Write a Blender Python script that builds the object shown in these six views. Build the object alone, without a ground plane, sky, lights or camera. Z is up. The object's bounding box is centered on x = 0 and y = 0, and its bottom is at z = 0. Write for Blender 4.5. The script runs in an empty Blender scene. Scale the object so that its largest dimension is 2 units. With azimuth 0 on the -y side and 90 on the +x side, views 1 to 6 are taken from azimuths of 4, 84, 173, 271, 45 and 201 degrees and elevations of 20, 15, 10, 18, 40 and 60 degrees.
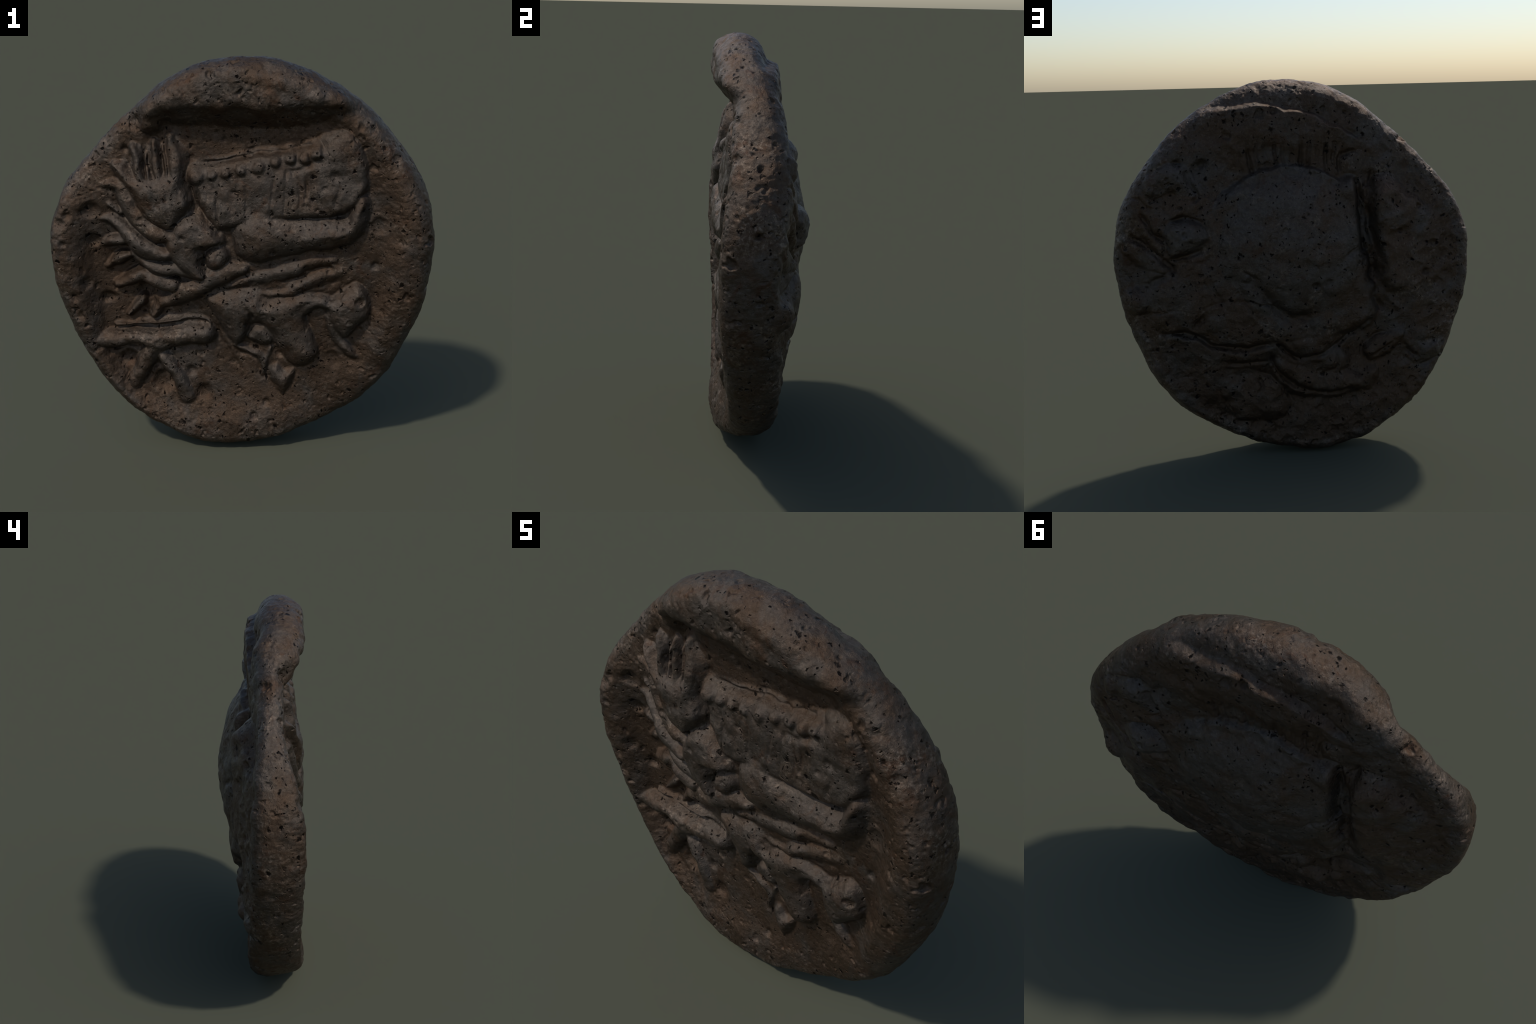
"""An ancient struck silver coin standing on its edge.

The coin is one continuous surface.  Its front (obverse, facing -y) and back
(reverse, facing +y) are reliefs described by control curves in the x-z plane
(metres); each design element says how high it stands.  The two reliefs meet
along a rounded, irregular rim.  The finished surface is cut by region into the
named parts, which share their border vertices and normals.
"""
import bpy
import numpy as np

GRID = 720                      # cells across the coin on each side
CENTRE_Z = 1.0
rng = np.random.default_rng(7)

# ------------------------------------------------------------------ helpers
def smoothstep(a, b, t):
    t = np.clip((t - a) / (b - a), 0, 1)
    return t * t * (3 - 2 * t)


def around(table, theta_deg):
    """Smooth periodic interpolation of (angle, value) pairs."""
    t = np.array([a for a, _ in table], float)
    v = np.array([b for _, b in table], float)
    t = np.concatenate([t[-2:] - 360, t, t[:2] + 360])
    v = np.concatenate([v[-2:], v, v[:2]])
    m = np.gradient(v, t)
    i = np.clip(np.searchsorted(t, theta_deg, side='right') - 1, 0, len(t) - 2)
    h = t[i + 1] - t[i]
    s = (theta_deg - t[i]) / h
    return ((2 * s**3 - 3 * s**2 + 1) * v[i] + (s**3 - 2 * s**2 + s) * h * m[i]
            + (-2 * s**3 + 3 * s**2) * v[i + 1] + (s**3 - s**2) * h * m[i + 1])


def spline(points, closed=False, steps=8):
    """Catmull-Rom curve through control points of any dimension."""
    p = np.array(points, float)
    n = len(p)
    if n < 3 and not closed:
        s = np.linspace(0, 1, steps + 1)[:, None]
        return p[0] * (1 - s) + p[-1] * s
    out = []
    for i in range(n if closed else n - 1):
        if closed:
            a, b, c, d = p[i - 1], p[i], p[(i + 1) % n], p[(i + 2) % n]
        else:
            b, c = p[i], p[i + 1]
            a = p[i - 1] if i else 2 * b - c
            d = p[i + 2] if i + 2 < n else 2 * c - b
        s = np.linspace(0, 1, steps, endpoint=False)[:, None]
        out.append(0.5 * (2 * b + (c - a) * s + (2 * a - 5 * b + 4 * c - d) * s**2
                          + (3 * b - a - 3 * c + d) * s**3))
    if not closed:
        out.append(p[-1:])
    return np.concatenate(out)


def pores(p, freq, seed, share, r_min, r_max):
    """Scattered round pits: 0 outside, 1 at a pit's floor (jittered cells)."""
    r = np.random.default_rng(seed)
    jit = r.random((16, 16, 16, 3)).astype(np.float32)
    size = (r_min + (r_max - r_min) * r.random((16, 16, 16))**2).astype(np.float32)
    size[r.random((16, 16, 16)) > share] = 0
    q = (p @ TURN) * freq + 50
    cell = np.floor(q).astype(int)
    out = np.zeros(len(p), np.float32)
    for dx in (-1, 0, 1):
        for dy in (-1, 0, 1):
            for dz in (-1, 0, 1):
                c = cell + (dx, dy, dz)
                k = c % 16
                s = size[k[:, 0], k[:, 1], k[:, 2]]
                live = np.nonzero(s > 0)[0]
                kk = k[live]
                d = np.linalg.norm(q[live] - c[live] - jit[kk[:, 0], kk[:, 1], kk[:, 2]], axis=1) / s[live]
                out[live] = np.maximum(out[live], np.exp(-d**4) * (s[live] / r_max))
    return out


# oblique frame, so that no noise lattice lines up with the coin
TURN = np.linalg.qr(np.array([[.61, .42, .67], [-.73, .59, .34], [.31, .69, -.65]]))[0]


def value_noise(p, freq, seed):
    """3D value noise in 0..1 at points p (n, 3)."""
    g = np.random.default_rng(seed).random((32, 32, 32)).astype(np.float32)
    q = (p @ TURN) * freq + 100.37
    i = np.floor(q).astype(int)
    f = q - i
    f = (f * f * f * (f * (f * 6 - 15) + 10)).astype(np.float32)
    i0, i1 = i % 32, (i + 1) % 32
    fx, fy, fz = f.T
    def c(a, b, d):
        return g[a[:, 0], b[:, 1], d[:, 2]]
    x00 = c(i0, i0, i0) * (1 - fx) + c(i1, i0, i0) * fx
    x10 = c(i0, i1, i0) * (1 - fx) + c(i1, i1, i0) * fx
    x01 = c(i0, i0, i1) * (1 - fx) + c(i1, i0, i1) * fx
    x11 = c(i0, i1, i1) * (1 - fx) + c(i1, i1, i1) * fx
    return (x00 * (1 - fy) + x10 * fy) * (1 - fz) + (x01 * (1 - fy) + x11 * fy) * fz


SKIRT, SKIRT_SLOPE = .06, 1.25    # how feature flanks run out into the field


class Relief:
    """Height of one face of the coin over the x-z plane, with part labels."""

    def __init__(self, x, z, height, part, seed, crease):
        # worn dies: outlines wander, creases come and go
        p = np.stack([x.ravel(), np.full(x.size, seed * 3.1), z.ravel()], -1)
        def wander(k, freq, amount):
            return (value_noise(p, freq, seed + k).reshape(x.shape) - .5) * amount
        self.x = x + wander(1, 9, .012) + wander(2, 24, .010)
        self.z = z + wander(3, 9, .012) + wander(4, 24, .010)
        self.swell = wander(5, 8, .014) + wander(6, 20, .012)
        self.crease = crease * smoothstep(.25, .8, value_noise(p, 10, seed + 7)).reshape(x.shape)
        self.h = height
        self.label = np.zeros(x.shape, int)
        self.names = [part]

    def _window(self, c, pad):
        lo, hi = c[:, :2].min(0) - pad, c[:, :2].max(0) + pad
        m = (self.x > lo[0]) & (self.x < hi[0]) & (self.z > lo[1]) & (self.z < hi[1])
        return np.nonzero(m)

    def _segments(self, w, c, closed=False):
        """Distance to the polyline, position along it, inside flag."""
        px, pz = self.x[w], self.z[w]
        best = np.full(px.shape, 9.0)
        at = np.zeros(px.shape)
        inside = np.zeros(px.shape, bool)
        n = len(c)
        for i in range(n if closed else n - 1):
            ax, az = c[i][:2]
            bx, bz = c[(i + 1) % n][:2]
            dx, dz = bx - ax, bz - az
            t = np.clip(((px - ax) * dx + (pz - az) * dz) / (dx * dx + dz * dz + 1e-12), 0, 1)
            d = np.hypot(px - ax - t * dx, pz - az - t * dz)
            k = d < best
            best[k] = d[k]
            at[k] = i + t[k]
            if closed and abs(dz) > 1e-9:
                cross = ((az > pz) != (bz > pz)) & (px < dx * (pz - az) / dz + ax)
                inside ^= cross
        return best, at, inside

    def _raise(self, w, f, mask, part, out, name_bias=0.004):
        h = self.h[w]
        # the die cuts a narrow crease around each element
        own = self.label[w] == (self.names.index(part) if part in self.names else -1)
        h = h - np.where(own, 0, self.crease[w] * np.exp(-((out - .006) / .011)**2) * (f > h - .08))
        f = f + self.swell[w]
        k = 0.010                                   # soft union
        b = np.clip(0.5 + 0.5 * (f - h) / k, 0, 1)
        u = h * (1 - b) + f * b + k * b * (1 - b)
        u = np.where(mask, u, h)
        if part:
            if part not in self.names:
                self.names.append(part)
            on = mask & (f > h + name_bias)
            lab = self.label[w]
            lab[on] = self.names.index(part)
            self.label[w] = lab
        self.h[w] = u

    def ridge(self, part, points, top, drop=0.06, skirt=None):
        """Rounded bar along a curve; points are (x, z, half width)."""
        reach, slope = skirt or (SKIRT, SKIRT_SLOPE)
        c = spline(points)
        tops = np.interp(np.linspace(0, 1, len(c)), np.linspace(0, 1, np.size(top)), np.atleast_1d(top))
        w = self._window(c, c[:, 2].max() * 1.38 + reach)
        d, at, _ = self._segments(w, c)
        r = np.interp(at, np.arange(len(c)), c[:, 2]) * 1.38
        tp = np.interp(at, np.arange(len(c)), tops)
        s = np.clip(d / r, 0, 1)
        f = tp - drop * (1 - np.sqrt(np.clip(1 - .9 * s * s, 0, 1))) - slope * np.clip(d - r, 0, None)
        self._raise(w, f, d < r + reach, part, d - r)

    def plate(self, part, points, top, edge=0.03, dome=0.0, drop=0.07, tilt=(0, 0), skirt=None):
        """Raised area inside a closed curve, rounded over `edge` at its border."""
        reach, slope = skirt or (SKIRT, SKIRT_SLOPE)
        c = spline(points, closed=True, steps=6)
        w = self._window(c, reach)
        d, _, inside = self._segments(w, c, closed=True)
        out = np.where(inside, 0, d)
        d = np.where(inside, d, 0)
        s = 1 - np.clip(d / edge, 0, 1)
        m = c[:, :2].mean(0)
        f = (top - drop * (1 - np.sqrt(np.clip(1 - .9 * s * s, 0, 1))) - slope * out + dome * (1 - np.exp(-d / 0.06))
             + tilt[0] * (self.x[w] - m[0]) + tilt[1] * (self.z[w] - m[1]))
        self._raise(w, f, out < reach, part, np.where(inside, -d, out))

    def cap(self, part, x, z, rx, rz, base, rise):
        """Half-ellipsoid swelling."""
        w = np.nonzero(np.hypot((self.x - x) / rx, (self.z - z) / rz) < 1.1)
        d = np.hypot((self.x[w] - x) / rx, (self.z[w] - z) / rz)
        f = base + rise * np.clip(1 - d * d, 0, 1)**.8 - .1 * np.clip(d - 1, 0, None)
        self._raise(w, f, d < 1.1, part, (d - 1) * rx)

    def knob(self, part, x, z, r, top, drop=0.05):
        self.ridge(part, [(x - 0.001, z, r), (x + 0.001, z, r)], top, drop=drop)

    def groove(self, points, depth, width):
        c = spline(points)
        w = self._window(c, width * 3)
        d, at, _ = self._segments(w, c)
        fade = np.clip(np.minimum(at, len(c) - 1 - at) / 3, 0.25, 1)
        self.h[w] -= depth * fade * np.exp(-(d / width)**2)

    def pit(self, x, z, r, depth):
        w = self._window(np.array([[x, z]]), r * 2)
        d = np.hypot(self.x[w] - x, (self.z[w] - z)) / r
        self.h[w] -= depth * np.exp(-d**4)

    def step(self, points, height, width, side):
        """Terrace: surface above the curve (in z) rises/falls by height."""
        c = np.array(spline(points))
        o = np.argsort(c[:, 0])
        line = np.interp(self.x, c[o, 0], c[o, 1])
        span = smoothstep(c[o[0], 0] - 0.03, c[o[0], 0] + 0.1, self.x) * \
            (1 - smoothstep(c[o[-1], 0] - 0.1, c[o[-1], 0] + 0.03, self.x))
        self.h += side * height * span * smoothstep(-width, width, self.z - line)


# ------------------------------------------------------------ flan (blank)
OUTLINE = [(0, .948), (10, .965), (20, .979), (30, .971), (40, .968), (50, .976), (60, .984),
           (70, .992), (80, .999), (90, .996), (100, .984), (110, .950), (120, .910), (130, .900),
           (140, .898), (150, .918), (160, .943), (170, .952), (180, .944), (190, .937),
           (200, .930), (210, .944), (220, .959), (230, .986), (240, .998), (250, 1.014),
           (260, 1.014), (270, 1.000), (280, .983), (290, .970), (300, .962), (310, .964),
           (320, .952), (330, .939), (340, .932), (350, .940)]
EDGE_Y = [(0, -.05), (45, -.035), (75, -.08), (90, -.095), (105, -.09), (135, -.045), (180, -.045),
          (225, -.035), (270, -.055), (315, -.07)]
# obverse rim: crown height (towards -y), crown distance from edge, foot distance
RIM_TOP = [(0, .222), (20, .2), (40, .165), (60, .165), (75, .2), (90, .215), (105, .2), (120, .13), (135, .11),
           (150, .12), (160, .165), (170, .2), (200, .205), (220, .2), (240, .21), (260, .228), (280, .215), (300, .165), (315, .17), (330, .195), (345, .21)]
RIM_CROWN = [(0, .13), (40, .08), (90, .09), (130, .04), (160, .045), (190, .09), (220, .06),
             (240, .05), (270, .07), (310, .08), (335, .13)]
RIM_FOOT = [(0, .28), (30, .24), (60, .2), (90, .25), (115, .2), (140, .16), (160, .2), (190, .24),
            (215, .16), (240, .16), (265, .3), (290, .26), (330, .25)]
EDGE_ROUND = [(0, .09), (60, .11), (90, .11), (130, .07), (160, .06), (200, .085), (240, .075), (270, .07), (300, .08), (330, .09)]
BACK_RIM = [(0, .022), (30, .065), (60, .04), (80, .045), (100, .04), (115, .015), (130, -.002), (150, .005), (180, .03), (225, .05),
            (270, .05), (315, .045)]

u = np.linspace(-1, 1, GRID + 1)
U, V = np.meshgrid(u, u, indexing='ij')
# concentric square-to-disc mapping
big = np.abs(U) >= np.abs(V)
rad = np.where(big, np.abs(U), np.abs(V))
with np.errstate(divide='ignore', invalid='ignore'):
    phi = np.where(big, np.pi / 4 * V / np.where(U == 0, 1, U), np.pi / 2 - np.pi / 4 * U / np.where(V == 0, 1, V))
phi = phi + np.where(np.where(big, U, V) < 0, np.pi, 0)
theta = np.degrees(phi) % 360
radius = around(OUTLINE, theta)
# crowd the rings towards the edge, where the surface turns
s_edge = 0.88
q = np.clip((rad - s_edge) / (1 - s_edge), 0, 1)
ring = np.where(rad < s_edge, rad / s_edge * 0.90, 0.90 + 0.10 * np.sin(q * np.pi / 2))
X = radius * ring * np.cos(phi)
Z = CENTRE_Z + radius * ring * np.sin(phi)
D = radius * (1 - ring)                       # distance in from the edge


def field(anchors, sigma=0.28):
    """Broad undulation blended from a few anchor heights (x, z, height)."""
    num = np.zeros_like(X)
    den = np.zeros_like(X)
    for ax, az, ah in anchors:
        wgt = np.exp(-((X - ax)**2 + (Z - az)**2) / (2 * sigma**2)) + 1e-6
        num += wgt * ah
        den += wgt
    return num / den


# --------------------------------------------------------------- obverse
low = field([(0, 1.58, .075), (-.3, 1.62, .08), (.35, 1.58, .09), (0, 1.72, .115), (-.3, 1.72, .14), (.35, 1.7, .125), (-.42, 1.55, .085), (-.68, 1.5, .135),
             (-.84, 1.25, .175), (-.84, 1.0, .18), (-.76, .78, .16), (-.60, 1.06, .07), (-.4, 1.4, .12),
             (-.58, .9, .08), (-.6, .65, .10), (-.22, 1.3, .15), (-.2, 1.1, .145), (.3, 1.2, .15), (.55, 1.0, .135), (.72, 1.05, .165), (.66, .75, .14), (.65, .6, .135), (.05, .98, .165), (.3, 1.04, .165), (.25, .42, .155), (.45, .48, .15), (.2, .6, .14), (0, 1.4, .125),
             (-.1, .45, .122), (-.25, .22, .195), (.05, .18, .195), (-.47, .40, .15), (-.62, .42, .15), (.35, .22, .165), (.65, 1.35, .14)], 0.15)
crown, foot, rim_top = around(RIM_CROWN, theta), around(RIM_FOOT, theta), around(RIM_TOP, theta)
front = low + (rim_top - low) * (1 - smoothstep(crown, foot, D))
obverse = Relief(X, Z, front, 'obverse_field', 20, .005)

# overhanging fold of metal along the top
obverse.plate('rim_fold', [(-0.412, 1.739), (-0.344, 1.769), (-0.258, 1.778), (-0.126, 1.775), (0.019, 1.771),
      (0.162, 1.768), (0.305, 1.768), (0.448, 1.775), (0.525, 1.784), (0.612, 1.866),
      (0.597, 2.028), (0.307, 2.124), (-0.042, 2.129), (-0.315, 2.064), (-0.445, 1.890)],
              .218, edge=.045, drop=.03, skirt=(.12, .95))
# the fold thins out towards both ends
obverse.h -= (.03 * smoothstep(.24, .48, -X) + .01 * smoothstep(.28, .5, X)) * smoothstep(1.66, 1.74, Z)

# plume: a fan of short feathers at the upper left
obverse.plate('plume', [(-0.595, 1.499), (-0.543, 1.499), (-0.486, 1.444), (-0.410, 1.444), (-0.321, 1.471),
      (-0.263, 1.532), (-0.252, 1.471), (-0.253, 1.404), (-0.226, 1.336), (-0.254, 1.267),
      (-0.316, 1.194), (-0.368, 1.201), (-0.454, 1.262), (-0.513, 1.371), (-0.558, 1.442)], .185, edge=.05, dome=.02, drop=.04, tilt=(0, -.12))
for pts, top in [([(-0.490, 1.591, 0.007), (-0.471, 1.527, 0.012), (-0.461, 1.455, 0.013), (-0.436, 1.370, 0.011)], (.14, .17, .185)),
                 ([(-0.388, 1.604, 0.006), (-0.384, 1.521, 0.012), (-0.376, 1.443, 0.013), (-0.365, 1.359, 0.010)], (.14, .17, .19)), ([(-0.347, 1.582, 0.005), (-0.337, 1.515, 0.008), (-0.335, 1.449, 0.007)], (.13, .155, .175)),
                 ([(-0.311, 1.625, 0.011), (-0.292, 1.554, 0.024), (-0.291, 1.454, 0.020), (-0.305, 1.347, 0.013)], (.14, .18, .195)), ([(-0.581, 1.503, 0.009), (-0.522, 1.445, 0.013), (-0.485, 1.382, 0.015), (-0.451, 1.314, 0.010)], (.14, .17, .19)),
                 ([(-0.428, 1.538, 0.005), (-0.424, 1.483, 0.007), (-0.415, 1.438, 0.006)], (.13, .15, .17))]:
    obverse.ridge('plume', pts, top, drop=.035)
for pts in ([(-0.435, 1.577), (-0.437, 1.483), (-0.427, 1.427)], [(-0.488, 1.539), (-0.486, 1.450)], [(-0.400, 1.415), (-0.386, 1.279)], [(-0.451, 1.393), (-0.409, 1.268)], [(-0.324, 1.415), (-0.336, 1.279)]):
    obverse.groove(pts, .006, .010)

# sweeping feathers, left
FEATHERS = [
    ([(-0.665, 1.405, 0.015), (-0.577, 1.399, 0.022), (-0.538, 1.337, 0.028), (-0.496, 1.256, 0.033), (-0.447, 1.198, 0.035),
      (-0.393, 1.160, 0.033), (-0.343, 1.149, 0.024)], (.135, .17, .20, .21)),
    ([(-0.692, 1.216, 0.016), (-0.629, 1.231, 0.022), (-0.575, 1.204, 0.025), (-0.528, 1.149, 0.027), (-0.487, 1.099, 0.031),
      (-0.432, 1.075, 0.033), (-0.348, 1.060, 0.026)], (.13, .165, .195, .21)),
    ([(-0.685, 1.096, 0.019), (-0.627, 1.114, 0.022), (-0.541, 1.128, 0.017)], (.125, .155, .15)),
    ([(-0.660, 0.979, 0.019), (-0.606, 1.016, 0.022), (-0.547, 1.039, 0.017)], (.125, .155, .15)),
    ([(-0.512, 1.051, 0.019), (-0.448, 1.001, 0.027), (-0.381, 0.977, 0.030), (-0.302, 0.980, 0.027), (-0.235, 0.956, 0.021)], (.16, .19, .20, .195)),
    ([(-0.615, 0.889, 0.019), (-0.544, 0.916, 0.022), (-0.474, 0.937, 0.024), (-0.407, 0.916, 0.028), (-0.329, 0.889, 0.027)], (.14, .17, .185, .19)),
    ([(-0.623, 1.303, 0.013), (-0.571, 1.262, 0.015)], .14),
    ([(-0.559, 0.726, 0.013), (-0.507, 0.778, 0.018), (-0.486, 0.809, 0.013)], .15),
    ([(-0.443, 0.727, 0.018), (-0.392, 0.789, 0.020)], .155),
]
for i, (pts, top) in enumerate(FEATHERS):
    obverse.ridge('feather#%d' % i, pts, top, drop=.06, skirt=(.03, 3.0))

# foreleg running to the right under the shoulder
obverse.ridge('foreleg', [(-0.392, 0.785, 0.021), (-0.309, 0.834, 0.033), (-0.227, 0.877, 0.039), (-0.146, 0.920, 0.041), (-0.066, 0.956, 0.039),
      (0.019, 0.977, 0.024)], (.16, .19, .2, .195), drop=.06)
# shoulder scroll and boss
obverse.plate('shoulder', [(-0.313, 1.195), (-0.256, 1.227), (-0.206, 1.234), (-0.157, 1.207), (-0.101, 1.160),
      (-0.086, 1.110), (-0.142, 1.103), (-0.193, 1.087), (-0.185, 1.052), (-0.192, 1.004),
      (-0.170, 0.950), (-0.208, 0.932), (-0.268, 0.977), (-0.319, 1.031), (-0.346, 1.093),
      (-0.338, 1.152)], .214, edge=.035, dome=.008, drop=.04)
obverse.plate('boss', [(-0.152, 1.063), (-0.111, 1.096), (-0.067, 1.093), (-0.043, 1.052), (-0.053, 1.004),
      (-0.104, 0.977), (-0.146, 0.998)], .205, edge=.04, drop=.06)

# wing: broad panel with a row of beads along its upper edge
obverse.plate('wing', [(-0.227, 1.467), (-0.191, 1.497), (-0.117, 1.502), (0.013, 1.526), (0.161, 1.550),
      (0.327, 1.579), (0.433, 1.583), (0.462, 1.628), (0.529, 1.657), (0.598, 1.577),
      (0.619, 1.492), (0.611, 1.381), (0.564, 1.289), (0.475, 1.253), (0.226, 1.233),
      (0.024, 1.207), (-0.088, 1.180), (-0.132, 1.228), (-0.175, 1.296), (-0.216, 1.395)], .168, edge=.04, dome=.008, drop=.04, tilt=(.03, -.13))
obverse.ridge('wing', [(-0.195, 1.513, 0.006), (-0.017, 1.534, 0.007), (0.161, 1.560, 0.008), (0.302, 1.582, 0.007), (0.390, 1.599, 0.006)], .112, drop=.03)
for i, (x, z, r) in enumerate([(-0.189, 1.441, 0.037), (-0.118, 1.451, 0.029), (-0.054, 1.461, 0.026), (0.026, 1.476, 0.033), (0.108, 1.483, 0.033),
      (0.187, 1.510, 0.030), (0.258, 1.527, 0.029), (0.326, 1.529, 0.029), (0.390, 1.541, 0.030)]):
    obverse.knob('bead#%d' % i, x, z, r * .66, .182, drop=.036)
    obverse.pit(x, z + .004, r * .35, .004)
obverse.plate('wing', [(0.193, 1.449), (0.233, 1.464), (0.321, 1.456), (0.333, 1.362), (0.291, 1.326),
      (0.192, 1.347)], .180, edge=.06, drop=.02)
obverse.plate('wing', [(0.433, 1.578), (0.462, 1.623), (0.539, 1.642), (0.588, 1.567), (0.612, 1.462),
      (0.587, 1.340), (0.524, 1.279), (0.484, 1.310), (0.488, 1.443), (0.439, 1.519)], .180, edge=.06, drop=.04)
obverse.plate('wing', [(-0.080, 1.353), (-0.040, 1.420), (-0.012, 1.363), (0.078, 1.358), (0.076, 1.290),
      (0.005, 1.244), (-0.076, 1.249)], .17, edge=.035, drop=.025)
obverse.ridge('wing', [(-0.146, 1.374, 0.029), (-0.139, 1.312, 0.032), (-0.131, 1.260, 0.022)], .168, drop=.03)
obverse.ridge('wing', [(0.139, 1.435, 0.027), (0.133, 1.363, 0.029), (0.126, 1.280, 0.025)], .172, drop=.025)
for pts, dep, wid in [([(-0.181, 1.395), (-0.182, 1.291), (-0.137, 1.223)], .014, .008), ([(-0.092, 1.364), (-0.094, 1.238), (-0.081, 1.175)], .012, .007),
                 ([(0.183, 1.444), (0.177, 1.363)], .01, .006), ([(0.227, 1.331), (0.226, 1.259)], .008, .006),
                 ([(0.334, 1.434), (0.341, 1.347)], .01, .008), ([(0.486, 1.392), (0.465, 1.279)], .014, .009),
                 ([(-0.191, 1.498), (-0.017, 1.523), (0.161, 1.549), (0.302, 1.572), (0.380, 1.588)], .022, .007),
                 ([(-0.031, 1.374), (0.013, 1.368)], .016, .008), ([(0.228, 1.465), (0.317, 1.479), (0.370, 1.509)], .012, .009),
                 ([(0.544, 1.279), (0.525, 1.247)], .015, .01), ([(0.424, 1.519), (0.356, 1.499)], .014, .012)]:
    obverse.groove(pts, dep, wid)

for k in range(17):                              # fine feather lines across the wing
    x0 = -.27 + .04 * k + .012 * np.sin(k * 2.3)
    obverse.groove([(x0, 1.40 + .004 * k), (x0 + .008 * np.sin(k * 5.1), 1.33), (x0 + .012 * np.cos(k * 3.7), 1.235)], .002 + .002 * (k % 3), .008)

# body: thick roll under the wing
obverse.plate('body', [(-0.013, 1.191), (0.035, 1.238), (0.106, 1.264), (0.176, 1.254), (0.251, 1.232),
      (0.326, 1.232), (0.425, 1.237), (0.505, 1.232), (0.544, 1.273), (0.592, 1.340),
      (0.625, 1.315), (0.624, 1.211), (0.581, 1.148), (0.526, 1.105), (0.436, 1.087),
      (0.325, 1.073), (0.198, 1.038), (0.101, 1.018), (0.004, 1.040), (-0.016, 1.121)], .222, edge=.12, dome=.006, drop=.085)
for pts, dep in [([(0.465, 1.248), (0.445, 1.206)], .014), ([(0.385, 1.237), (0.380, 1.201)], .012), ([(0.529, 1.258), (0.545, 1.211)], .016), ([(0.161, 1.248), (0.180, 1.222)], .01)]:
    obverse.groove(pts, dep, .014)

# head and neck, lower right
obverse.plate('neck', [(-0.158, 0.832), (-0.004, 0.924), (0.206, 0.967), (0.379, 1.030), (0.477, 1.030),
      (0.503, 0.951), (0.404, 0.860), (0.204, 0.800), (0.003, 0.789)], .152, edge=.04, drop=.04)
obverse.ridge('neck', [(-0.096, 0.859, 0.021), (0.006, 0.902, 0.026), (0.106, 0.935, 0.029), (0.206, 0.953, 0.028), (0.296, 0.985, 0.026),
      (0.379, 1.014, 0.028), (0.468, 1.020, 0.024)], (.165, .178, .175, .16), drop=.05)
obverse.ridge('neck', [(0.065, 0.854, 0.024), (0.205, 0.860, 0.030), (0.305, 0.892, 0.030), (0.404, 0.930, 0.029), (0.503, 0.954, 0.024)], (.17, .182, .175, .155), drop=.05)
obverse.ridge('mane', [(-0.174, 0.810, 0.012), (-0.137, 0.717, 0.014), (-0.084, 0.611, 0.015), (-0.031, 0.510, 0.014), (0.014, 0.459, 0.012)], .142, drop=.03)
obverse.plate('head', [(-0.163, 0.834), (-0.046, 0.862), (0.075, 0.865), (0.185, 0.833), (0.330, 0.849),
      (0.404, 0.828), (0.454, 0.801), (0.445, 0.769), (0.390, 0.793), (0.345, 0.774),
      (0.324, 0.719), (0.347, 0.664), (0.370, 0.603), (0.395, 0.547), (0.375, 0.490),
      (0.313, 0.450), (0.252, 0.467), (0.211, 0.512), (0.166, 0.568), (0.151, 0.618),
      (0.112, 0.676), (0.061, 0.690), (0.021, 0.612), (-0.019, 0.555), (-0.088, 0.650),
      (-0.143, 0.755)], .190, edge=.08, dome=.014, drop=.06)
obverse.ridge('head', [(0.314, 0.757, 0.024), (0.345, 0.790, 0.026), (0.390, 0.806, 0.025), (0.445, 0.785, 0.026), (0.475, 0.736, 0.029)], .185, drop=.05)
obverse.plate('muzzle', [(0.533, 0.880), (0.577, 0.899), (0.622, 0.861), (0.652, 0.791), (0.645, 0.726),
      (0.586, 0.674), (0.541, 0.615), (0.506, 0.612), (0.465, 0.670), (0.437, 0.741),
      (0.425, 0.785), (0.479, 0.839)], .208, edge=.075, drop=.085)
obverse.ridge('muzzle', [(0.437, 0.725, 0.014), (0.466, 0.631, 0.016), (0.522, 0.562, 0.020), (0.578, 0.506, 0.019)], (.165, .165, .17), drop=.045)
obverse.plate('eye', [(0.050, 0.657), (0.081, 0.676), (0.132, 0.663), (0.159, 0.613), (0.151, 0.573),
      (0.104, 0.565), (0.059, 0.584), (0.034, 0.612)], .178, edge=.045, drop=.05)
obverse.ridge('jaw', [(-0.029, 0.561, 0.011), (0.037, 0.539, 0.015), (0.093, 0.511, 0.017), (0.121, 0.465, 0.017), (0.109, 0.411, 0.012)], (.16, .168, .16), drop=.035)
obverse.ridge('jaw', [(0.155, 0.545, 0.012), (0.131, 0.494, 0.015), (0.115, 0.454, 0.014)], .160, drop=.03)
obverse.plate('ear', [(0.148, 0.443), (0.185, 0.475), (0.221, 0.438), (0.270, 0.438), (0.261, 0.381),
      (0.230, 0.322), (0.206, 0.284), (0.178, 0.322), (0.142, 0.385)], .186, edge=.05, drop=.05)
for pts, dep, wid in [([(0.023, 0.789), (0.052, 0.740), (0.041, 0.701), (0.013, 0.612)], .014, .014), ([(0.161, 0.557), (0.211, 0.495)], .010, .014), ([(0.080, 0.865), (0.205, 0.876), (0.305, 0.930), (0.404, 0.972)], .014, .014),
                      ([(0.329, 0.746), (0.329, 0.697), (0.354, 0.658)], .014, .012), ([(-0.015, 0.521), (0.047, 0.510), (0.087, 0.482)], .012, .008)]:
    obverse.groove(pts, dep, wid)

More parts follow.
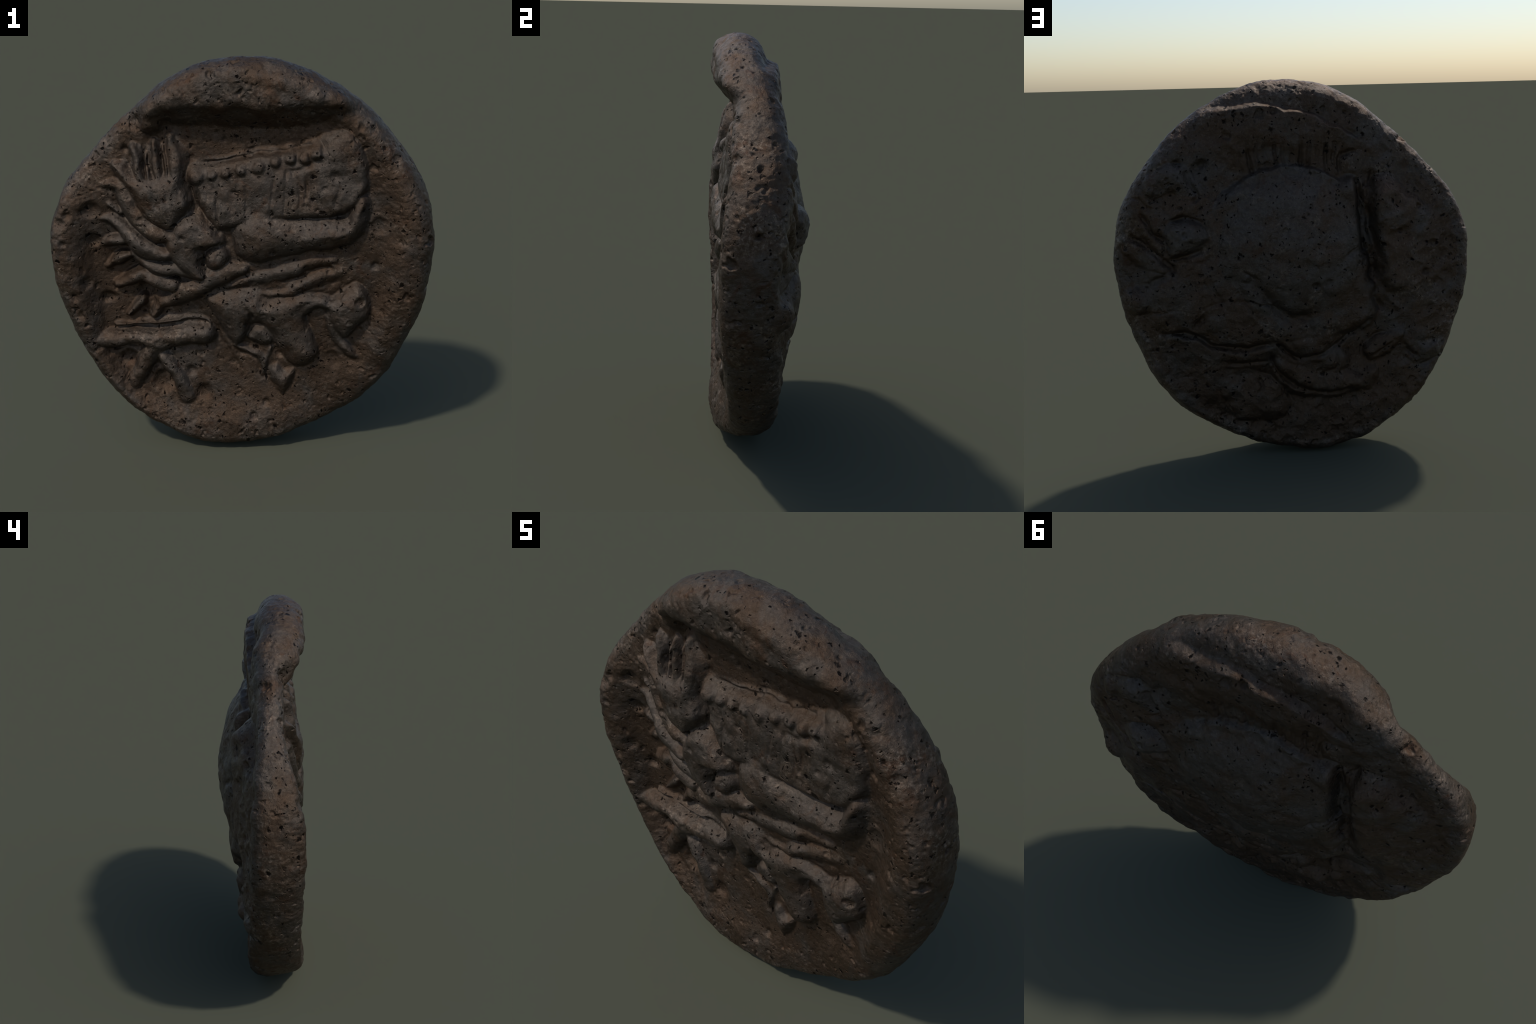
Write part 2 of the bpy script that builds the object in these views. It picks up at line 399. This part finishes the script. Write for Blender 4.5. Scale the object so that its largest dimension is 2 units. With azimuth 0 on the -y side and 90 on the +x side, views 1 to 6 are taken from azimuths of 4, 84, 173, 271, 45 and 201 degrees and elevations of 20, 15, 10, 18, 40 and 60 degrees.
# branching hind leg, lower left
obverse.ridge('hind_leg', [(-0.773, 0.599, 0.027), (-0.711, 0.583, 0.038), (-0.627, 0.592, 0.032), (-0.553, 0.608, 0.027), (-0.489, 0.606, 0.029),
      (-0.432, 0.585, 0.043), (-0.359, 0.599, 0.037), (-0.285, 0.620, 0.035), (-0.227, 0.626, 0.039), (-0.176, 0.624, 0.041)], (.185, .188, .19, .188), drop=.07)
obverse.ridge('hind_leg', [(-0.418, 0.575, 0.040), (-0.456, 0.521, 0.038), (-0.491, 0.461, 0.034), (-0.524, 0.402, 0.035), (-0.555, 0.355, 0.038)], (.19, .185, .18), drop=.07)
obverse.ridge('hoof', [(-0.398, 0.500, 0.023), (-0.351, 0.419, 0.030), (-0.313, 0.349, 0.033), (-0.281, 0.281, 0.033)], (.18, .192, .188), drop=.06)
obverse.ridge('hind_leg', [(-0.631, 0.663, 0.004), (-0.524, 0.674, 0.004), (-0.426, 0.685, 0.004), (-0.257, 0.711, 0.004), (-0.166, 0.700, 0.004),
      (-0.131, 0.624, 0.004)], .152, drop=.03)
for pts in ([(-0.712, 0.503), (-0.621, 0.544), (-0.542, 0.550), (-0.514, 0.520)], [(-0.323, 0.538), (-0.264, 0.552), (-0.177, 0.544), (-0.136, 0.592)], [(-0.573, 0.663), (-0.496, 0.653), (-0.424, 0.638), (-0.355, 0.665)], [(-0.485, 0.364), (-0.456, 0.429), (-0.416, 0.446), (-0.366, 0.365), (-0.324, 0.222)]):
    obverse.groove(pts, .010, .014)

# casting holes and hollows
PITS = ([(0.168, 1.078, 0.018), (0.473, 1.448, 0.025), (0.356, 1.499, 0.014), (0.331, 1.341, 0.012), (-0.054, 1.612, 0.010),
      (-0.087, 1.644, 0.009), (0.420, 1.390, 0.010), (0.388, 1.284, 0.009), (0.189, 1.657, 0.011), (0.591, 1.671, 0.015),
      (0.649, 1.658, 0.017), (0.497, 1.250, 0.024), (0.243, 1.449, 0.012), (0.272, 1.457, 0.011)]
        + [(0.052, 0.734, 0.016), (0.335, 0.980, 0.022), (0.453, 0.967, 0.018), (0.302, 0.876, 0.011), (0.125, 0.257, 0.016),
      (0.704, 0.759, 0.012), (0.669, 0.989, 0.019), (0.122, 0.805, 0.033), (0.598, 0.818, 0.024), (0.314, 0.558, 0.008)]
        + [(-0.586, 0.482, 0.040), (-0.396, 0.354, 0.058), (-0.201, 0.301, 0.040), (-0.474, 0.845, 0.040), (-0.200, 0.464, 0.011),
      (-0.669, 0.808, 0.031), (-0.805, 0.741, 0.022), (-0.821, 0.839, 0.018), (-0.260, 0.420, 0.027), (-0.763, 0.895, 0.027)]
        + [(-0.521, 1.494, 0.015), (-0.439, 1.494, 0.015), (-0.469, 1.239, 0.013), (-0.271, 1.152, 0.013), (-0.325, 1.690, 0.032),
      (-0.717, 1.117, 0.032), (-0.532, 1.577, 0.021), (-0.721, 1.269, 0.038), (-0.153, 0.896, 0.007), (-0.245, 1.102, 0.006),
      (-0.469, 1.697, 0.032)]
        + [(0.056, 0.187, 0.020), (-0.856, 1.120, 0.017), (0.762, 1.527, 0.020), (-0.830, 1.260, 0.020), (-0.867, 1.214, 0.027)])
for x, z, r in PITS:
    obverse.pit(x, z, r, min(.035, .45 * r + .004))
for x, z, r in [(0.684, 1.200, 0.042)] + [(0.456, 0.497, 0.052)]:
    obverse.pit(x, z, r, .010)
obverse.ridge('obverse_field', [(0.644, 1.216, 0.007), (0.678, 1.245, 0.008), (0.723, 1.231, 0.007)], .150, drop=.02)
obverse.ridge('obverse_field', [(0.410, 0.508, 0.009), (0.456, 0.539, 0.012), (0.512, 0.520, 0.009)], .140, drop=.02)

# --------------------------------------------------------------- reverse
back_low = field([(.1, 1.1, .11), (.25, .86, .17), (.12, .72, .135), (.38, .62, .145), (.3, 1.1, .11), (-.3, 1.1, .10), (-.05, 1.52, .055), (.3, 1.52, .05), (-.25, 1.48, .05), (0, 1.7, .078), (.1, .35, .052), (-.35, .32, .07),
                  (.3, .34, .046), (.6, .6, .03), (.63, .86, .13), (.5, .74, .145), (.48, .88, .17), (.55, 1.12, .15), (.5, 1.27, .16), (.33, .8, .185), (.87, 1.06, .025), (-.6, .8, .08), (.64, 1.34, .10), (.55, 1.46, .045), (-.5, 1.52, .01), (-.68, 1.4, .03), (-.78, 1.0, .02), (.5, 1.1, .12), (0, .15, .062),
                  (.35, 1.68, .078), (-.3, 1.68, .065), (0, 1.9, .07), (-.38, .63, .045), (-.52, 1.05, .115), (-.52, .85, .085), (-.05, .73, .185)], 0.13)
back_rim = around(BACK_RIM, theta)
back = back_rim + (back_low - back_rim) * smoothstep(.0, .22, D)
reverse = Relief(X, Z, back, 'reverse_field', 40, .010)
# crest band over the helmet with upright bristles
for i, k in enumerate(np.linspace(-.26, .30, 13)):
    reverse.groove([(k, 1.70 - .3 * (k - .02)**2), (k * .95 + .004 * np.sin(i * 2.1), 1.60 - .3 * (k - .02)**2), (k * .9, 1.52 - .3 * (k - .02)**2)], .007 + .004 * (i % 3), .009)

# helmet bowl: a brim behind, then the tall rounded dome
reverse.plate('helmet', [(0.665, 1.289), (0.587, 1.324), (0.496, 1.359), (0.378, 1.432), (0.248, 1.479),
      (0.015, 1.496), (-0.181, 1.469), (-0.311, 1.458), (-0.326, 1.313), (-0.335, 1.126),
      (-0.256, 1.049), (-0.187, 0.918), (-0.105, 0.813), (0.030, 0.793), (0.161, 0.855),
      (0.291, 0.942), (0.481, 1.085), (0.635, 1.105)], .122, edge=.08, dome=.004, drop=.045)
reverse.cap('helmet', .04, 1.09, .43, .43, .10, .120)
# face below the visor: cheek, nose, lips, chin
reverse.plate('face', [(0.340, 1.051), (0.158, 0.962), (-0.108, 0.989), (-0.297, 1.128), (-0.357, 1.112),
      (-0.363, 1.004), (-0.390, 0.975), (-0.377, 0.935), (-0.387, 0.866), (-0.362, 0.827),
      (-0.382, 0.771), (-0.341, 0.711), (-0.211, 0.670), (-0.156, 0.604), (-0.033, 0.570),
      (0.086, 0.673), (0.242, 0.805)], .145, edge=.06, dome=.008, drop=.06)
for x, z, r in [(-0.323, 1.033, 0.059), (-0.349, 0.903, 0.047), (-0.335, 0.801, 0.055), (-0.324, 1.140, 0.059)]:
    reverse.knob('face', x, z, r, .135, drop=.06)
# neck and truncation
reverse.plate('neck', [(0.718, 0.690), (0.561, 0.708), (0.517, 0.820), (0.398, 0.867), (0.188, 0.856),
      (0.030, 0.793), (-0.049, 0.707), (-0.033, 0.583), (0.140, 0.670), (0.300, 0.634),
      (0.419, 0.641), (0.535, 0.700)], .150, edge=.08, dome=.012, drop=.06)
# neck guard knot and its curl
reverse.plate('neck_guard', [(0.665, 1.276), (0.600, 1.305), (0.511, 1.295), (0.463, 1.228), (0.504, 1.165),
      (0.582, 1.129), (0.660, 1.126), (0.688, 1.199)], .170, edge=.10, dome=.008, drop=.07, skirt=(.06, .9))
reverse.ridge('neck_guard', [(0.719, 1.483, 0.047), (0.617, 1.505, 0.055), (0.562, 1.452, 0.053), (0.533, 1.399, 0.042)], .098, drop=.04)
reverse.plate('reverse_field', [(-0.403, 1.389), (-0.473, 1.439), (-0.567, 1.396), (-0.689, 1.325), (-0.785, 1.214),
      (-0.788, 0.956), (-0.650, 0.825), (-0.513, 0.901), (-0.445, 1.013), (-0.395, 1.363)], .098, edge=.05, dome=.004, drop=.025, tilt=(.3, -.03))
# lumps of the lower border
LUMPS = [
    ([(0.116, 0.537, 0.047), (0.037, 0.456, 0.063), (-0.071, 0.421, 0.066), (-0.208, 0.398, 0.055), (-0.304, 0.384, 0.034)], 0.119),
    ([(-0.073, 0.511, 0.053), (-0.182, 0.519, 0.053)], 0.122),
    ([(-0.388, 0.548, 0.034), (-0.457, 0.586, 0.047), (-0.533, 0.637, 0.032)], 0.092),
    ([(-0.554, 0.622, 0.033), (-0.651, 0.532, 0.047), (-0.721, 0.542, 0.039)], 0.079),
    ([(0.475, 0.559, 0.053), (0.355, 0.579, 0.047), (0.196, 0.570, 0.039)], 0.109),
    ([(0.386, 0.457, 0.066), (0.282, 0.381, 0.079), (0.174, 0.360, 0.060)], 0.099),
    ([(0.311, 0.285, 0.059), (0.149, 0.287, 0.066)], 0.089),
    ([(-0.359, 0.395, 0.047), (-0.387, 0.421, 0.039)], 0.089),
    ([(-0.074, 0.609, 0.032), (-0.156, 0.645, 0.039)], 0.129),
    ([(0.838, 1.373, 0.032), (0.767, 1.280, 0.045), (0.682, 1.199, 0.029)], 0.062),
    ([(0.897, 1.208, 0.032), (0.800, 1.126, 0.045), (0.688, 1.068, 0.029)], 0.059),
    ([(0.812, 0.890, 0.053), (0.682, 0.923, 0.066), (0.554, 0.889, 0.053)], 0.082),
]
for pts, top in LUMPS:
    reverse.ridge('border_lump', pts, top, drop=.05)
for pts, dep, wid in [
    ([(-0.301, 1.491), (-0.320, 1.418), (-0.333, 1.246), (-0.348, 1.126), (-0.357, 1.098)], .055, .018), ([(-0.357, 1.092), (-0.317, 1.076)], .02, .009),
    ([(-0.414, 1.559), (-0.386, 1.390), (-0.405, 1.177), (-0.452, 0.999)], .02, .016), ([(-0.360, 1.482), (-0.372, 1.285), (-0.384, 1.097), (-0.417, 0.906)], .046, .034),
    ([(-0.228, 1.513), (-0.236, 1.590), (-0.341, 1.636)], .025, .012), ([(-0.228, 1.500), (-0.314, 1.490)], .014, .01),
    ([(-0.371, 1.098), (-0.390, 1.002), (-0.350, 0.961)], .022, .01), ([(-0.417, 0.919), (-0.390, 0.853), (-0.471, 0.766)], .022, .02),
    ([(0.738, 0.687), (0.653, 0.704), (0.536, 0.689), (0.433, 0.636), (0.301, 0.620),
      (0.140, 0.652)], .032, .016),
    ([(0.560, 0.742), (0.491, 0.819)], .02, .012), ([(0.140, 0.656), (0.035, 0.567), (-0.074, 0.560), (-0.183, 0.609), (-0.320, 0.691),
      (-0.389, 0.756)], .024, .014),
    ([(0.169, 0.582), (0.137, 0.504), (0.065, 0.415), (-0.043, 0.356), (-0.166, 0.340),
      (-0.304, 0.356)], .03, .015),
    ([(0.410, 0.535), (0.277, 0.540), (0.170, 0.534)], .02, .011), ([(0.239, 0.441), (0.214, 0.404), (0.235, 0.357)], .016, .009),
    ([(0.570, 1.567), (0.548, 1.490), (0.517, 1.418), (0.546, 1.387)], .024, .013), ([(0.671, 1.296), (0.600, 1.318), (0.499, 1.295)], .022, .013),
    ([(0.883, 1.234), (0.785, 1.171), (0.674, 1.081), (0.658, 1.027)], .024, .016), ([(0.812, 1.372), (0.743, 1.240), (0.688, 1.199), (0.686, 1.108)], .024, .014),
    ([(0.821, 0.956), (0.729, 1.004), (0.663, 1.054)], .016, .016), ([(0.314, 1.043), (0.224, 0.990)], .014, .009),
    ([(-0.360, 0.522), (-0.415, 0.539), (-0.512, 0.610)], .018, .01), ([(-0.554, 0.594), (-0.609, 0.527), (-0.651, 0.504)], .018, .01),
    ([(0.502, 0.873), (0.238, 0.940)], .01, .03), ([(0.289, 1.009), (0.212, 0.938), (0.135, 0.840), (0.043, 0.780), (-0.078, 0.787)], .03, .03), ([(-0.183, 0.574), (-0.195, 0.490), (-0.140, 0.472)], .014, .008),
    ([(0.673, 1.107), (0.570, 1.128), (0.465, 1.163)], .016, .014), ([(0.259, 1.556), (0.065, 1.556), (-0.117, 1.530)], .01, .02)]:
    reverse.groove(pts, dep, wid)
# split in the metal along the top: the upper lip falls back
reverse.step([(0.515, 1.835), (0.388, 1.860), (0.312, 1.868), (0.211, 1.873), (0.134, 1.876),
      (0.058, 1.854), (-0.057, 1.831), (-0.160, 1.782), (-0.263, 1.728), (-0.355, 1.677)], .045, .007, -1)
for x, z, r in [(-0.080, 0.950, 0.018), (0.613, 1.587, 0.026), (0.475, 1.583, 0.024), (0.700, 1.476, 0.026), (0.500, 1.571, 0.032),
      (-0.691, 0.974, 0.018), (-0.731, 1.122, 0.018), (0.110, 1.843, 0.026), (0.591, 1.240, 0.018), (0.355, 1.724, 0.021),
      (-0.540, 1.204, 0.012), (0.247, 0.167, 0.026), (-0.315, 0.126, 0.024)]:
    reverse.pit(x, z, r, .016)

def wear(h, passes):
    """Rub the relief down: soften it with small binomial blurs."""
    for _ in range(passes):
        for ax in (0, 1):
            p = np.pad(h, [(1, 1) if a == ax else (0, 0) for a in (0, 1)], mode='edge')
            h = (np.take(p, range(0, h.shape[ax]), ax) + 2 * h + np.take(p, range(2, h.shape[ax] + 2), ax)) / 4
    return h


# the reverse is rougher: broken, half-struck lumps around the dome
p = np.stack([X.ravel(), np.full(X.size, 9.0), Z.ravel()], -1)
rough = (value_noise(p, 10, 61) - .5) * .018 + np.abs(value_noise(p, 15, 62) - .5) * -.022 + .005
away = smoothstep(.6, 1.1, np.hypot((X - .0) / .42, (Z - 1.1) / .42))
reverse.h += rough.reshape(X.shape) * (.25 + .75 * away)
obverse.h = wear(obverse.h, 6)
reverse.h = wear(reverse.h, 6)

# ------------------------------------------------------- close the surface
edge_y = around(EDGE_Y, theta)
round_w = around(EDGE_ROUND, theta)
e = 1 - np.clip(D / round_w, 0, 1)
turn = (1 - e**2.4)**(1 / 2.2)
e_b = 1 - np.clip(D / (round_w * .8), 0, 1)
turn_b = (1 - e_b**2.4)**(1 / 2.2)
y_front = edge_y + (-obverse.h - edge_y) * turn
y_back = edge_y + (reverse.h - edge_y) * turn_b

n1 = GRID + 1
front_v = np.stack([X, y_front, Z], -1).reshape(-1, 3)
back_v = np.stack([X, y_back, Z], -1).reshape(-1, 3)
idx = np.arange(n1 * n1).reshape(n1, n1)
edge_mask = np.zeros((n1, n1), bool)
edge_mask[[0, -1], :] = True
edge_mask[:, [0, -1]] = True
back_idx = idx.copy()
inner = ~edge_mask
back_idx[inner] = n1 * n1 + np.arange(inner.sum())
verts = np.concatenate([front_v, back_v[inner.ravel()]])


def quads(i):
    return np.stack([i[:-1, :-1], i[1:, :-1], i[1:, 1:], i[:-1, 1:]], -1).reshape(-1, 4)


faces = np.concatenate([quads(idx), quads(back_idx)[:, ::-1]])


def vertex_normals(v, f):
    n = np.cross(v[f[:, 2]] - v[f[:, 0]], v[f[:, 3]] - v[f[:, 1]])
    out = np.zeros_like(v)
    for k in range(4):
        for a in range(3):
            out[:, a] += np.bincount(f[:, k], n[:, a], len(v))
    return out / (np.linalg.norm(out, axis=1, keepdims=True) + 1e-12)


normals = vertex_normals(verts, faces)
# corroded, hand-struck skin: lumps, hammered facets, pores
fd = np.concatenate([D.ravel(), D.ravel()[inner.ravel()]])
rimness = 1 - smoothstep(.08, .3, fd)
lumps = (value_noise(verts, 7, 1) - .5) * .010 + (value_noise(verts, 16, 2) - .5) * .007 \
    + (value_noise(verts, 34, 3) - .5) * .004 + (value_noise(verts, 75, 4) - .5) * .0025
warped = verts + .026 * (np.stack([value_noise(verts, 40, k) for k in (11, 12, 13)], -1) - .5)
pore_a = pores(warped, 14, 5, .22, .12, .34)
pore_b = pores(warped, 34, 6, .22, .16, .42)
height = lumps * (.6 + .5 * rimness) - pore_a * (.007 + .011 * rimness) - pore_b * (.004 + .004 * rimness)
verts = verts + normals * height[:, None]
# stand on the ground, centred, longest side two metres
lo, hi = verts.min(0), verts.max(0)
verts -= np.array([(lo[0] + hi[0]) / 2, (lo[1] + hi[1]) / 2, lo[2]])
verts *= 2.0 / (hi - lo).max()
normals = vertex_normals(verts, faces)

# ---------------------------------------------------------------- materials
def patina(name, metal_tint, field_tint, dirt_tint, mix_level, warm=0.5, pale_tint=(.205, .155, .115), painted_sun_from=.52):
    m = bpy.data.materials.new(name)
    m.use_nodes = True
    nt = m.node_tree
    N, L = nt.nodes, nt.links
    bsdf = N['Principled BSDF']
    co = N.new('ShaderNodeTexCoord')

    def noise(scale, detail=4.0, rough=.6, dist=0.0):
        t = N.new('ShaderNodeTexNoise')
        t.inputs['Scale'].default_value = scale
        t.inputs['Detail'].default_value = detail
        t.inputs['Roughness'].default_value = rough
        t.inputs['Distortion'].default_value = dist
        L.new(co.outputs['Object'], t.inputs['Vector'])
        return t.outputs['Fac']

    def ramp(fac, a, b, va=0.0, vb=1.0):
        r = N.new('ShaderNodeMapRange')
        r.interpolation_type = 'SMOOTHSTEP'
        r.inputs['From Min'].default_value = a
        r.inputs['From Max'].default_value = b
        r.inputs['To Min'].default_value = va
        r.inputs['To Max'].default_value = vb
        L.new(fac, r.inputs['Value'])
        return r.outputs['Result']

    def mix(fac, a, b, mode='MIX'):
        x = N.new('ShaderNodeMix')
        x.data_type = 'RGBA'
        x.blend_type = mode
        for sock, val in ((x.inputs['Factor'], fac), (x.inputs['A'], a), (x.inputs['B'], b)):
            if isinstance(val, (tuple, float, int)):
                sock.default_value = (*val, 1) if isinstance(val, tuple) else val
            else:
                L.new(val, sock)
        return x.outputs['Result']

    # grey metal showing through brown patina in cloudy patches
    base = mix(ramp(noise(5.5, 8, .65, .4), mix_level - .14, mix_level + .14), field_tint, metal_tint)
    # fine mottling, lighter and darker grains
    base = mix(ramp(noise(60, 6, .7), .35, .7, .0, .75), base, mix(.5, base, dirt_tint))
    base = mix(ramp(noise(130, 3, .7), .56, .72, 0, .5), base, tuple(min(1, c * 1.7) for c in metal_tint))
    # rusty deposits
    base = mix(ramp(noise(9, 6, .7, .8), .62 - .12 * warm, .76 - .12 * warm, 0, .4 + .5 * warm), base, (.070, .036, .020))
    # sunlit grains painted pale into the base colour, in broken patches
    painted_sun = N.new('ShaderNodeMath')
    painted_sun.operation = 'MULTIPLY'
    L.new(ramp(noise(4.5, 4, .6, .6), painted_sun_from, painted_sun_from + .16), painted_sun.inputs[0])
    L.new(ramp(noise(52, 9, .78), .47, .66), painted_sun.inputs[1])
    base = mix(painted_sun.outputs[0], base, pale_tint)
    # dark pores of uneven size and shape
    warp = N.new('ShaderNodeTexNoise')
    warp.inputs['Scale'].default_value = 38
    warp.inputs['Detail'].default_value = 3
    L.new(co.outputs['Object'], warp.inputs['Vector'])
    off = N.new('ShaderNodeVectorMath')
    off.operation = 'SCALE'
    off.inputs['Scale'].default_value = .045
    L.new(warp.outputs['Color'], off.inputs[0])
    moved = N.new('ShaderNodeVectorMath')
    L.new(co.outputs['Object'], moved.inputs[0])
    L.new(off.outputs[0], moved.inputs[1])

    def pores(scale, lo, hi, gate_scale, g0, g1):
        vor = N.new('ShaderNodeTexVoronoi')
        vor.inputs['Scale'].default_value = scale
        L.new(moved.outputs[0], vor.inputs['Vector'])
        size = N.new('ShaderNodeSeparateColor')
        L.new(vor.outputs['Color'], size.inputs[0])
        d = N.new('ShaderNodeMath')              # each pore has its own radius
        d.operation = 'DIVIDE'
        L.new(vor.outputs['Distance'], d.inputs[0])
        L.new(ramp(size.outputs[0], .45, 1, .08, 1), d.inputs[1])
        p = N.new('ShaderNodeMath')
        p.operation = 'MULTIPLY'
        L.new(ramp(d.outputs[0], lo, hi, 1, 0), p.inputs[0])
        L.new(ramp(noise(gate_scale, 3), g0, g1), p.inputs[1])
        return p.outputs[0]

    mul = N.new('ShaderNodeMath')
    mul.operation = 'MAXIMUM'
    L.new(pores(21, .12, .36, 6, .36, .56), mul.inputs[0])
    L.new(pores(52, .16, .42, 11, .38, .52), mul.inputs[1])
    base = mix(mul.outputs[0], base, tuple(c * .35 for c in dirt_tint))
    L.new(base, bsdf.inputs['Base Color'])
    bsdf.inputs['Metallic'].default_value = .85
    L.new(ramp(noise(45, 5, .7), .3, .7, .38, .58), bsdf.inputs['Roughness'])
    bsdf.inputs['Specular IOR Level'].default_value = .3
    # grain
    add = N.new('ShaderNodeMath')
    add.operation = 'MULTIPLY_ADD'
    L.new(mul.outputs[0], add.inputs[0])
    add.inputs[1].default_value = -1.2
    L.new(noise(70, 8, .72), add.inputs[2])
    bump = N.new('ShaderNodeBump')
    bump.inputs['Strength'].default_value = .85
    bump.inputs['Distance'].default_value = .006
    L.new(add.outputs[0], bump.inputs['Height'])
    L.new(bump.outputs['Normal'], bsdf.inputs['Normal'])
    return m


GREY, BROWN, DIRT = (.092, .074, .059), (.085, .054, .034), (.015, .009, .006)
MAT_RELIEF = patina('worn_grey_metal', GREY, BROWN, DIRT, .45, painted_sun_from=.52)
MAT_FIELD = patina('brown_patina', GREY, BROWN, DIRT, .56)
MAT_RIM = patina('pitted_rim_metal', GREY, BROWN, DIRT, .50, .75, painted_sun_from=.46)
MATERIALS = {'rim': MAT_RIM, 'rim_fold': MAT_RIM, 'obverse_field': MAT_FIELD, 'reverse_field': MAT_FIELD,
             'mane': MAT_FIELD, 'border_lump': MAT_FIELD}

# --------------------------------------------------- split into named parts
coin = bpy.data.objects.new('ancient_coin', None)
coin['label'] = 'thick dark ancient silver coin with worn winged beast relief'
coin['category'] = 'coin'
bpy.context.scene.collection.objects.link(coin)


def face_labels(relief):
    l = relief.label
    return np.stack([l[:-1, :-1], l[1:, :-1], l[1:, 1:], l[:-1, 1:]], -1).max(-1).ravel()


d_face = D[:-1, :-1].ravel()
lab_f, lab_b = face_labels(obverse), face_labels(reverse)
RIM_WIDTH = .075
fold_id = obverse.names.index('rim_fold')
rim_f = (d_face < RIM_WIDTH) & ((lab_f == 0) | (lab_f == fold_id))
rim_b = d_face < RIM_WIDTH
groups = []
for relief, lab, rim, off in ((obverse, lab_f, rim_f, 0), (reverse, lab_b, rim_b, len(lab_f))):
    for k, name in enumerate(relief.names):
        sel = np.nonzero((lab == k) & ~rim)[0] + off
        if len(sel):
            groups.append((name, sel))
groups.append(('rim', np.concatenate([np.nonzero(rim_f)[0], np.nonzero(rim_b)[0] + len(lab_f)])))


def make_part(name, sel, parent):
    f = faces[sel]
    used, inv = np.unique(f, return_inverse=True)
    me = bpy.data.meshes.new(name)
    me.vertices.add(len(used))
    me.vertices.foreach_set('co', verts[used].astype(np.float32).ravel())
    me.loops.add(len(f) * 4)
    me.loops.foreach_set('vertex_index', inv.astype(np.int32).ravel())
    me.polygons.add(len(f))
    me.polygons.foreach_set('loop_start', np.arange(0, len(f) * 4, 4, dtype=np.int32))
    me.update(calc_edges=True)
    me.polygons.foreach_set('use_smooth', np.ones(len(f), bool))
    me.normals_split_custom_set_from_vertices(normals[used].tolist())
    me.materials.append(MATERIALS.get(name, MAT_RELIEF))
    ob = bpy.data.objects.new(name, me)
    bpy.context.scene.collection.objects.link(ob)
    ob.parent = parent
    return ob


made = {}
for name, sel in sorted(groups, key=lambda g: 'bead' in g[0]):
    kind = name.split('#')[0]                    # repeats share their kind's name
    ob = make_part(kind, sel, made['wing'] if kind == 'bead' else coin)
    made.setdefault(kind, ob)
